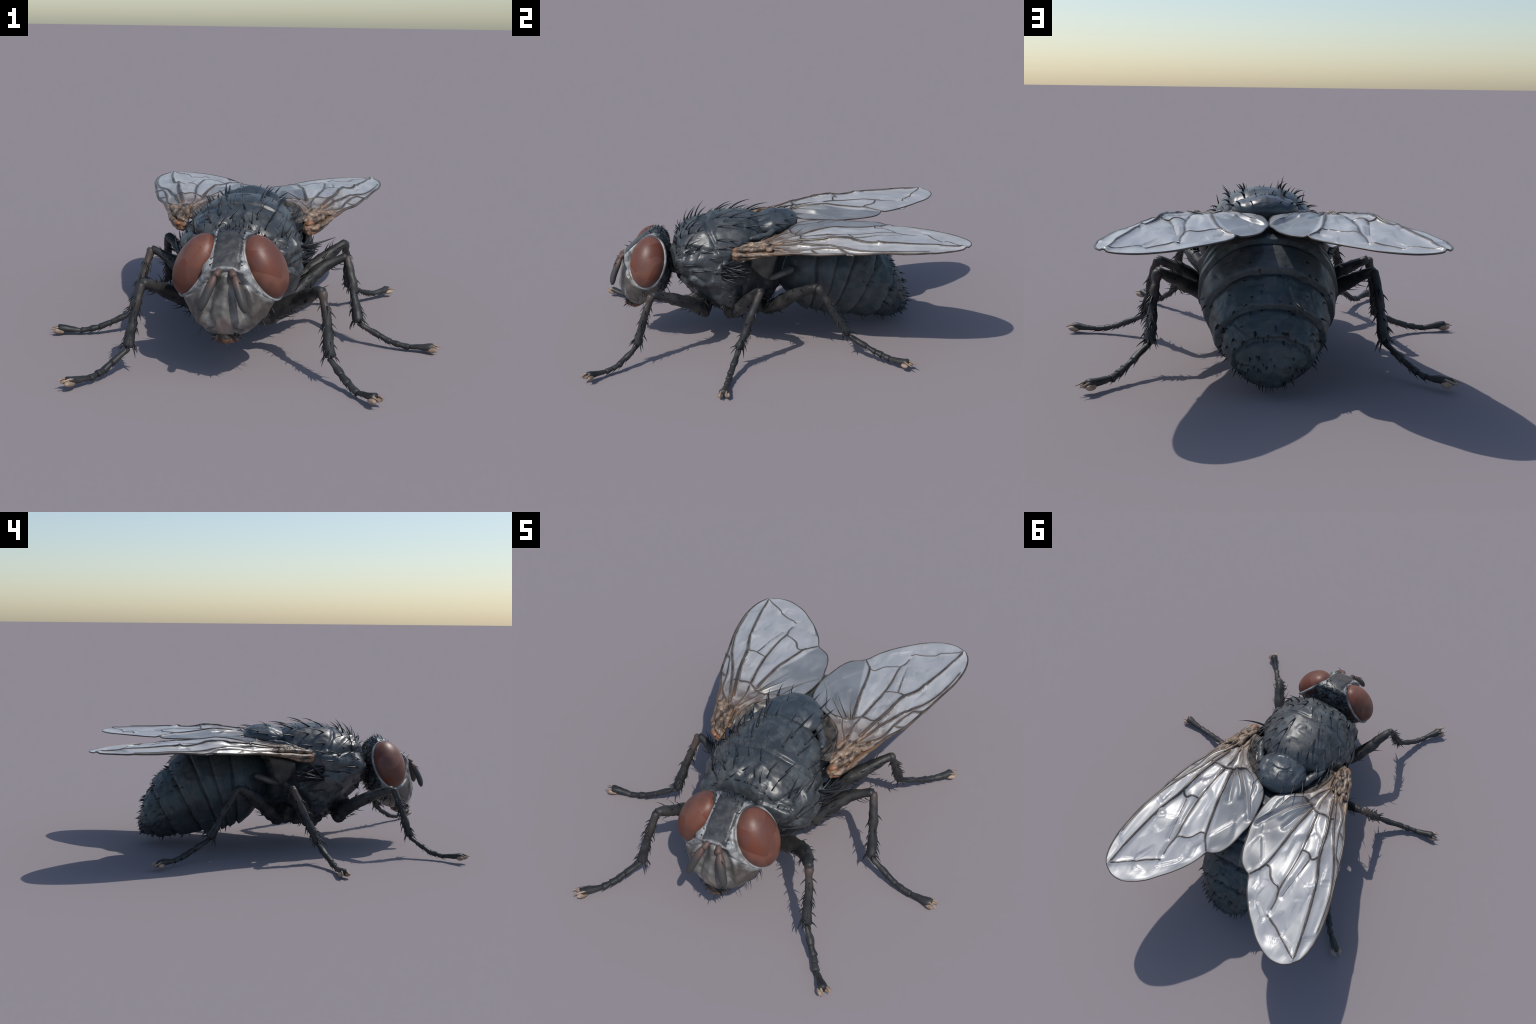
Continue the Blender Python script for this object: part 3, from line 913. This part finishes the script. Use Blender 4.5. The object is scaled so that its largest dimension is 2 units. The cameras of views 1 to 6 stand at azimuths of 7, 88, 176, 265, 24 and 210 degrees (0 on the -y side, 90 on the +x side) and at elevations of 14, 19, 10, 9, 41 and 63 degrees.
for kind, L in LEGS.items():
    for s in (1, -1):
        rng = random.Random(hash_seed := {"front": 31, "middle": 47, "hind": 59}[kind] + (s > 0))
        sd = hash_seed * 0.37
        # coxa and trochanter
        cp = catmull(mirror_pts(L["coxa"], s), 16)
        cr = np.interp(np.linspace(0, 1, 16), [0, 0.5, 0.9, 1], [L["coxr"][0], L["coxr"][1], L["coxr"][2], L["coxr"][2] * 0.6])
        leg = fix_normals(make_mesh("leg", *tube_data(cp, cr, 18, 0.9, 0.35, sd), leg_mat, root))
        # femur
        fp = catmull(mirror_pts(L["femur"], s), 30)
        tt = np.linspace(0, 1, 30)
        fr = np.interp(tt, [0, 0.05, 0.33, 0.66, 0.94, 1], [L["femr"][0] * .7, L["femr"][0], L["femr"][1], L["femr"][2], L["femr"][3], L["femr"][3] * .8])
        femur = fix_normals(make_mesh("femur", *tube_data(fp, fr * 1.04, 9, 0.92, 0.22, sd + 1), leg_mat, leg))
        # tibia
        tp = catmull(mirror_pts(L["tibia"], s), 30)
        tr = np.interp(tt, [0, 0.04, 0.15, 0.55, 0.88, 0.97, 1], [.015, .0205, .0185, .0195, .0235, .025, .018])
        tibia = fix_normals(make_mesh("tibia", *tube_data(tp, tr * 1.05, 8, 0.9, 0.3, sd + 2), tibia_mat, leg))
        # tarsus: long first joint, three short ones, a widening last one
        A_, B_, C_, D_, E_ = [np.array(q) for q in mirror_pts(L["tarsus"], s)]
        joints = [A_, A_ + (B_ - A_) * 0.66, B_, B_ + (C_ - B_) * 0.55, C_ + (D_ - C_) * 0.12, D_ + (E_ - D_) * 0.28]
        parts = []
        st = Stuff()
        for k in range(5):
            a0, b0 = joints[k], joints[k + 1]
            m_ = 10
            q = np.linspace(a0, b0 + (b0 - a0) * 0.06, m_)
            w0, w1 = (.0140, .0185) if k < 4 else (.0135, .0235)
            rad = np.interp(np.linspace(0, 1, m_), [0, 0.1, 0.9, 1], [w0 * .95, w0, w1, w1 * .85])
            parts.append(tube_data(q, rad, 7, 0.8, 0.3, sd + k))
            ax_dir = (b0 - a0) / np.linalg.norm(b0 - a0)
            for q_ in (-1, 1):      # a pair of teeth at the end of every joint
                p = b0 - ax_dir * 0.004 + np.array([0, 0, -w1 * 0.6]); p[2] = max(p[2], 0.012)
                if k < 4:
                    st.add("stout", p + np.cross(ax_dir, [0, 0, 1.0]) * q_ * 0.010, ax_dir + np.array([0, 0, -0.45 if p[2] > 0.03 else -0.1]), 0.024, (0, 0, -1))
            for _ in range(7 if k == 0 else 4):
                f = rng.uniform(0.3, 1.0)
                p = a0 + (b0 - a0) * f + np.array([rng.uniform(-.008, .008), rng.uniform(-.006, .006), -0.010])
                p[2] = max(p[2], 0.012)
                st.add("spine", p, ax_dir * 0.9 + np.array([rng.uniform(-.3, .3), rng.uniform(-.3, .3), -0.45]), rng.uniform(.012, .022) if p[2] > .03 else .010, (0, 0, -1))
        tarsus = fix_normals(make_mesh("tarsus", *join_data(parts), leg_mat, leg))
        # two pads and two claws
        fwd = E_ - D_; fwd /= np.linalg.norm(fwd)
        lat = np.cross(fwd, [0, 0, 1.0]); lat /= np.linalg.norm(lat)
        up = np.cross(lat, fwd)
        for q in (1, -1):
            c = D_ + fwd * 0.014 + lat * q * 0.015 - up * 0.010
            c[2] = max(c[2], 0.0155)
            pad = ellipsoid(c, [fwd * 0.026 + lat * q * 0.007, lat * 0.0145, up * 0.0125], 16, 20)
            fix_normals(make_mesh("foot_pad", *capped(pad), foot_mat, leg))
            cl = catmull([D_ + lat * q * 0.008 + up * 0.006, D_ + fwd * 0.022 + lat * q * 0.013 + up * 0.006, D_ + (E_ - D_) * 0.92 + lat * q * 0.016 - up * 0.008], 10)
            fix_normals(make_mesh("claw", *tube_data(cl, np.linspace(0.0075, 0.0016, 10), 8), foot_mat, leg))
        # spines
        leg_spines(femur, fp, fr, 36, "long", rng, s, 0.08, 0.95, 0.8, (0.030, 0.058), st)
        leg_spines(tibia, tp, tr, 34, "stout", rng, s, 0.2, 0.97, 0.7, (0.024, 0.044), st)
        st.build("leg_hair", leg)
        t_, Nf, Bf = frames(tp)
        for k in range(6):      # spurs at the end of the tibia
            th = k * math.pi / 3 + 0.4
            o = Nf[-2] * math.cos(th) + Bf[-2] * math.sin(th)
            place_bristle(leg, "stout", tp[-2] + o * 0.020, o * 0.7 + t_[-2] * (0.9 if k % 2 else 0.5), rng.uniform(0.03, 0.055), t_[-2])

# ------------------------------------------------------------------ wings
lead_pts = [(0.345, -0.150), (0.372, -0.060), (0.408, 0.020), (0.445, 0.122), (0.496, 0.226), (0.542, 0.391), (0.574, 0.510),
            (0.601, 0.625), (0.617, 0.752), (0.614, 0.850), (0.596, 0.920), (0.564, 0.962)]
trail_in = [(0.268, -0.150), (0.256, -0.060), (0.222, 0.030), (0.160, 0.088), (0.103, 0.122), (0.045, 0.162), (0.015, 0.230), (0.003, 0.365),
            (0.018, 0.450), (0.036, 0.530), (0.064, 0.592), (0.100, 0.622), (0.130, 0.637)]
trail_out = [(0.133, 0.642), (0.175, 0.733), (0.235, 0.818), (0.290, 0.878), (0.340, 0.930), (0.400, 0.970), (0.460, 0.993), (0.518, 0.988), (0.564, 0.962)]
surf_pts = np.array([  # x, y, z of vein forks and edges
    (0.565, 0.945, 0.593), (0.427, 0.380, 0.622), (0.391, 0.416, 0.616), (0.325, 0.388, 0.622), (0.190, 0.551, 0.601), (0.321, 0.650, 0.607),
    (0.378, 0.831, 0.592), (0.129, 0.632, 0.590), (0.000, 0.364, 0.597), (0.325, 0.142, 0.614), (0.259, 0.136, 0.598), (0.277, -0.011, 0.590),
    (0.542, 0.391, 0.578), (0.496, 0.226, 0.572), (0.601, 0.625, 0.585), (0.405, 0.020, 0.558), (0.445, 0.115, 0.565), (0.560, 0.610, 0.601), (0.460, 0.990, 0.590), (0.290, 0.875, 0.592),
    (0.062, 0.590, 0.592), (0.015, 0.230, 0.607), (0.100, 0.122, 0.610), (0.200, 0.040, 0.602), (0.345, -0.150, 0.542), (0.265, -0.150, 0.552),
    (0.614, 0.850, 0.592), (0.617, 0.752, 0.589), (0.150, 0.400, 0.606), (0.480, 0.600, 0.612), (0.130, 0.250, 0.626), (0.200, 0.280, 0.622)])


def tps(r):
    return np.where(r > 1e-9, r * r * np.log(np.maximum(r, 1e-9)), 0)


nP = len(surf_pts)
K = tps(np.linalg.norm(surf_pts[:, None, :2] - surf_pts[None, :, :2], axis=2)) + np.eye(nP) * 0.003
Q1 = np.c_[np.ones(nP), surf_pts[:, :2]]
sol = np.linalg.solve(np.block([[K, Q1], [Q1.T, np.zeros((3, 3))]]), np.r_[surf_pts[:, 2], 0, 0, 0])

VEINS = {  # xy lines, radius at base and tip, ridge (+) or furrow (-)
    "costa": (lead_pts, 0.0085, 0.0045, 0.0),
    "subcosta": ([(0.345, 0.000), (0.419, 0.093), (0.447, 0.194), (0.485, 0.300), (0.499, 0.330), (0.546, 0.372)], .006, .004, .004),
    "radius_one": ([(0.330, -0.010), (0.385, 0.120), (0.430, 0.225), (0.490, 0.338), (0.525, 0.410), (0.568, 0.530), (0.590, 0.640), (0.606, 0.760)], .007, .004, .006),
    "radius_four": ([(0.330, 0.030), (0.368, 0.150), (0.396, 0.242), (0.428, 0.390), (0.473, 0.500), (0.514, 0.660), (0.543, 0.800), (0.566, 0.945)], .0085, .005, .009),
    "media": ([(0.295, 0.145), (0.312, 0.270), (0.325, 0.390), (0.327, 0.500), (0.321, 0.640), (0.332, 0.700), (0.333, 0.760)], .0065, .004, -.006),
    "media_bend": ([(0.328, 0.790), (0.372, 0.815), (0.400, 0.828), (0.455, 0.868), (0.510, 0.905), (0.566, 0.940)], .004, .004, .003),
    "cubitus": ([(0.260, 0.135), (0.238, 0.245), (0.216, 0.400), (0.187, 0.550), (0.160, 0.600), (0.133, 0.640)], .007, .005, .007),
    "cross_outer": ([(0.187, 0.550), (0.218, 0.556), (0.245, 0.600), (0.275, 0.622), (0.305, 0.632), (0.321, 0.650)], .004, .004, .002),
    "cross_inner": ([(0.428, 0.385), (0.405, 0.408), (0.388, 0.410), (0.365, 0.392), (0.325, 0.388)], .005, .005, .002),
    "spurious": ([(0.385, 0.415), (0.368, 0.540), (0.352, 0.670)], .0035, .002, -.006),
    "hub": ([(0.178, 0.098), (0.222, 0.108), (0.260, 0.134), (0.298, 0.150), (0.342, 0.146), (0.375, 0.150), (0.396, 0.130)], .006, .006, .005),
    "hub_fold": ([(0.286, -0.026), (0.240, 0.045), (0.216, 0.103)], .006, .004, .007),
    "hub_stem": ([(0.288, -0.024), (0.284, 0.060), (0.286, 0.100), (0.294, 0.146)], .006, .004, .007),
    "humeral": ([(0.448, 0.190), (0.470, 0.203), (0.499, 0.232)], .004, .004, 0.0),
    "break": ([(0.499, 0.332), (0.520, 0.350), (0.548, 0.392)], .004, .004, 0.0),
    "anal_one": ([(0.217, 0.118), (0.170, 0.165), (0.115, 0.235), (0.060, 0.310), (0.030, 0.360)], .0035, .001, -.012),
    "anal_two": ([(0.237, 0.120), (0.195, 0.165), (0.150, 0.225), (0.130, 0.270)], .0035, .001, .011),
    "anal_three": ([(0.252, 0.130), (0.210, 0.220), (0.175, 0.320)], .0035, .001, -.012),
    "alula_edge": ([(0.195, 0.092), (0.120, 0.135), (0.105, 0.170), (0.075, 0.250), (0.020, 0.340)], .004, .002, .005),
}
VLINES = {k: catmull(v[0], max(24, 6 * len(v[0]))) for k, v in VEINS.items()}


def wing_z(xy, detail=True):
    xy = np.asarray(xy, float)
    z = tps(np.linalg.norm(xy[:, None] - surf_pts[None, :, :2], axis=2)) @ sol[:nP] + np.c_[np.ones(len(xy)), xy] @ sol[nP:]
    if detail:
        edge = smooth(0.0, 0.05, np.minimum(seg_dist(xy, np.array(lead_pts)), seg_dist(xy, np.array(trail_in + trail_out))))
        for k, (_, r0, r1, h) in VEINS.items():
            if h:
                z = z + h * gauss(seg_dist(xy, VLINES[k]), 0.014)
        # folds that run along the wing, fading to the tip
        P3 = np.c_[xy[:, 0] * 17, xy[:, 1] * 3.5, np.zeros(len(xy))]
        z = z + 0.0036 * edge * fbm(P3, 1.0, 1, 3.0)
        P3 = np.c_[xy * 9, np.zeros(len(xy))]
        z = z + 0.005 * edge * fbm(P3, 1.0, 1, 8.0) + 0.10 * edge * soft_facets(np.c_[xy[:, 0] * 1.8, xy[:, 1], np.zeros(len(xy))], 5.5, 4.0, 0.016)
    return z


nu, nv = 200, 110
lead = arc_resample(catmull(lead_pts, 160), nu)
n_in = int(nu * 0.50)
trail = np.vstack([arc_resample(catmull(trail_in, 160), n_in), arc_resample(catmull(trail_out, 160), nu - n_in)])
# pair leading-edge points with the trailing ones so that the rulings stay across the wing
tq = np.linspace(0, 1, nu)
pair = np.interp(tq, [0, 0.12, 0.25, 0.40, 0.50, 0.75, 1.0], [0, 0.20, 0.32, 0.50, 0.60, 0.82, 1.0])
lead = np.stack([np.interp(pair, tq, lead[:, k]) for k in range(2)], 1)
tt = np.linspace(0, 1, nv)
xy = lead[:, None] * (1 - tt)[None, :, None] + trail[:, None] * tt[None, :, None]
zz = wing_z(xy.reshape(-1, 2)).reshape(nu, nv)
top = np.dstack([xy, zz])
th = 0.0022 * (0.35 + 0.65 * np.minimum(1, np.minimum(tt, 1 - tt) / 0.05))[None, :, None]
for s in (1, -1):
    a_, b_ = top.copy(), top.copy()
    if s < 0:       # a small crumple in the hind edge of one wing
        dent = 0.016 * gauss(np.linalg.norm(top[..., :2] - np.array([0.212, 0.765]), axis=2), 0.030)
        a_[..., 2] -= dent; b_[..., 2] -= dent
    a_[..., 2:] += th; b_[..., 2:] -= th
    V = np.vstack([mirror_pts(a_, s).reshape(-1, 3), mirror_pts(b_, s).reshape(-1, 3)])
    F = grid_faces(nu, nv, False) + [q[::-1] for q in grid_faces(nu, nv, False, nu * nv)]
    o = nu * nv
    border = [i * nv for i in range(nu)] + [(nu - 1) * nv + j for j in range(1, nv)] + [i * nv + nv - 1 for i in range(nu - 2, -1, -1)] + list(range(nv - 2, 0, -1))
    for i, b in enumerate(border):
        c = border[(i + 1) % len(border)]
        F.append((b, c, c + o, b + o))
    import bmesh
    wing = make_mesh("wing", V, F, wing_mat, root)
    bm = bmesh.new(); bm.from_mesh(wing.data)
    bmesh.ops.remove_doubles(bm, verts=bm.verts, dist=1e-5)
    bmesh.ops.recalc_face_normals(bm, faces=bm.faces)
    bm.to_mesh(wing.data); bm.free()
    for k, (_, r0, r1, h) in VEINS.items():
        l = VLINES[k]
        path = np.c_[l, wing_z(l) + 0.0008]
        rad = np.linspace(r0 * 1.3, r1, len(l)) * 0.85
        rad[0] *= 0.4; rad[-1] *= 0.4
        fix_normals(make_mesh("wing_vein", *tube_data(mirror_pts(path, s), rad, 8, 0.9), vein_mat, wing))
        if k not in ("costa", "anal_one", "anal_two", "anal_three", "alula_edge"):
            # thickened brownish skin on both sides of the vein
            t_, N_, B_ = frames(path)
            side_ = np.cross(t_, [0, 0, 1.0]); side_ /= np.linalg.norm(side_, axis=1, keepdims=True)
            aa = np.linspace(0, 2 * np.pi, 10, endpoint=False)
            gr = path[:, None] + (rad * 2.3)[:, None, None] * np.cos(aa)[None, :, None] * side_[:, None] + np.sin(aa)[None, :, None] * np.array([0, 0, 0.0030])
            gr[..., 2] = wing_z(gr[..., :2].reshape(-1, 2)).reshape(gr.shape[:2]) + np.sin(aa)[None, :] * 0.0034
            fix_normals(make_mesh("vein_border", *capped(mirror_pts(gr, s)), border_mat, wing))
    # soft edge bead along the hind border
    l = np.vstack([catmull(trail_in, 70), catmull(trail_out, 60)])
    fix_normals(make_mesh("wing_margin", *tube_data(mirror_pts(np.c_[l, wing_z(l)], s), [0.0034] * len(l), 6), vein_mat, wing))

    # wing root: knob, twisted strands and cup
    parts = []
    knob = ellipsoid((0.290, -0.178, 0.532), [[0.026, 0.008, 0.008], [0.0, 0.030, -0.006], [-0.008, 0.010, 0.032]], 24, 30)
    kq = knob.reshape(-1, 3); kq += 0.006 * fbm(kq, 45, 2, 3.0)[:, None]
    parts.append(capped(mirror_pts(knob, s)))
    strands = [
        [(0.283, -0.205, 0.552), (0.325, -0.130, 0.566), (0.352, -0.070, 0.574), (0.368, 0.000, 0.574), (0.398, 0.060, 0.574)],
        [(0.302, -0.208, 0.535), (0.350, -0.130, 0.542), (0.376, -0.060, 0.550), (0.402, 0.020, 0.558), (0.438, 0.115, 0.566)],
        [(0.300, -0.200, 0.512), (0.345, -0.120, 0.525), (0.374, -0.050, 0.542), (0.402, 0.030, 0.558)],
        [(0.270, -0.170, 0.560), (0.290, -0.110, 0.580), (0.300, -0.060, 0.590), (0.330, 0.000, 0.592), (0.360, 0.060, 0.600)],
        [(0.268, -0.150, 0.555), (0.266, -0.090, 0.572), (0.276, -0.030, 0.585), (0.288, 0.030, 0.595)],
        [(0.315, -0.150, 0.550), (0.335, -0.090, 0.560), (0.345, -0.030, 0.570), (0.375, 0.030, 0.580)]]
    for i, pts in enumerate(strands):
        q = catmull(mirror_pts(pts, s), 22)
        x = np.linspace(0, 1, 22)
        w = [0.019, 0.018, 0.018, 0.013, 0.014, 0.013, 0.012, 0.011][i]
        parts.append(tube_data(q, w * (1 - 0.55 * x) * np.minimum(1, 0.35 + np.minimum(x, 1 - x) * 8), 10, 0.75, 0.42, i + s))
    rr_ = random.Random(17)
    for c_ in [(0.300, -0.150, 0.563), (0.322, -0.122, 0.568), (0.340, -0.100, 0.566), (0.296, -0.108, 0.578), (0.350, -0.050, 0.574), (0.330, -0.040, 0.586), (0.300, -0.050, 0.588), (0.372, -0.020, 0.576)]:
        lump = ellipsoid(c_, [[rr_.uniform(.013, .022), rr_.uniform(-.008, .008), 0], [rr_.uniform(-.008, .008), rr_.uniform(.018, .032), .003], [0, 0, rr_.uniform(.012, .018)]], 14, 18)
        lq = lump.reshape(-1, 3); lq += 0.004 * fbm(lq, 60, 2, c_[1] * 50)[:, None]
        parts.append(capped(mirror_pts(lump, s)))
    cup = ellipsoid((0.312, -0.075, 0.578), [[0.026, 0.010, 0], [-0.008, 0.030, 0.004], [0, 0, 0.014]], 18, 24)
    parts.append(capped(mirror_pts(cup, s)))
    fix_normals(make_mesh("wing_root", *join_data(parts), root_mat, wing))

    # squama: two pale plates under the wing root
    def plate(outline_top, outline_bot, bulge, thick=0.006, n1=24, n2=24):
        ta, tb_ = arc_resample(catmull(outline_top, 40), n1), arc_resample(catmull(outline_bot, 40), n1)
        v = np.linspace(0, 1, n2)
        gq = ta[:, None] * (1 - v)[None, :, None] + tb_[:, None] * v[None, :, None]
        u = np.linspace(0, 1, n1)
        bl = (np.sin(np.pi * u)[:, None] * np.sin(np.pi * v)[None, :]) ** 0.7
        nrm = np.array(bulge); ln = np.linalg.norm(nrm)
        f = gq + bl[..., None] * nrm
        bk_ = gq + bl[..., None] * nrm - (nrm / ln) * thick
        rings = np.concatenate([f, bk_[:, ::-1]], 1)
        return capped(rings)

    # pleated skin between the wing's inner edge and the side of the thorax
    inner = plate(mirror_pts([(0.262, -0.150, 0.552), (0.250, -0.060, 0.582), (0.216, 0.030, 0.597), (0.156, 0.088, 0.603), (0.095, 0.122, 0.606)], s),
                  mirror_pts([(0.205, -0.150, 0.540), (0.178, -0.075, 0.545), (0.150, -0.010, 0.550), (0.120, 0.045, 0.555), (0.070, 0.100, 0.570)], s),
                  (0, 0, -0.016), 0.005, 60, 20)
    iv = np.array(inner[0]); iv[:, 2] += 0.004 * np.sin(np.arctan2(iv[:, 1] - 0.10, np.abs(iv[:, 0]) - 0.42) * 24 + 3 * fbm(iv, 9, 2, 2.0)) + 0.006 * fbm(iv, 18, 2, 4.0)
    fix_normals(make_mesh("wing_skin", iv, inner[1], skin_mat, wing))

    parts = [plate(mirror_pts([(0.282, -0.110, 0.495), (0.286, -0.050, 0.515), (0.255, 0.035, 0.520)], s),
                   mirror_pts([(0.272, -0.114, 0.450), (0.264, -0.060, 0.390), (0.250, -0.014, 0.362)], s), (s * 0.016, 0, -0.004)),
             ]
    q = catmull(mirror_pts([(0.258, -0.020, 0.374), (0.264, 0.025, 0.392), (0.252, 0.072, 0.408), (0.228, 0.112, 0.422)], s), 20)
    x = np.linspace(0, 1, 20)
    parts.append(tube_data(q, np.interp(x, [0, .15, .5, .85, 1], [.010, .020, .023, .030, .012]), 16, 0.75))
    fix_normals(make_mesh("squama", *join_data(parts), squama_mat, root))

for ob in bpy.data.objects:
    ob.select_set(False)
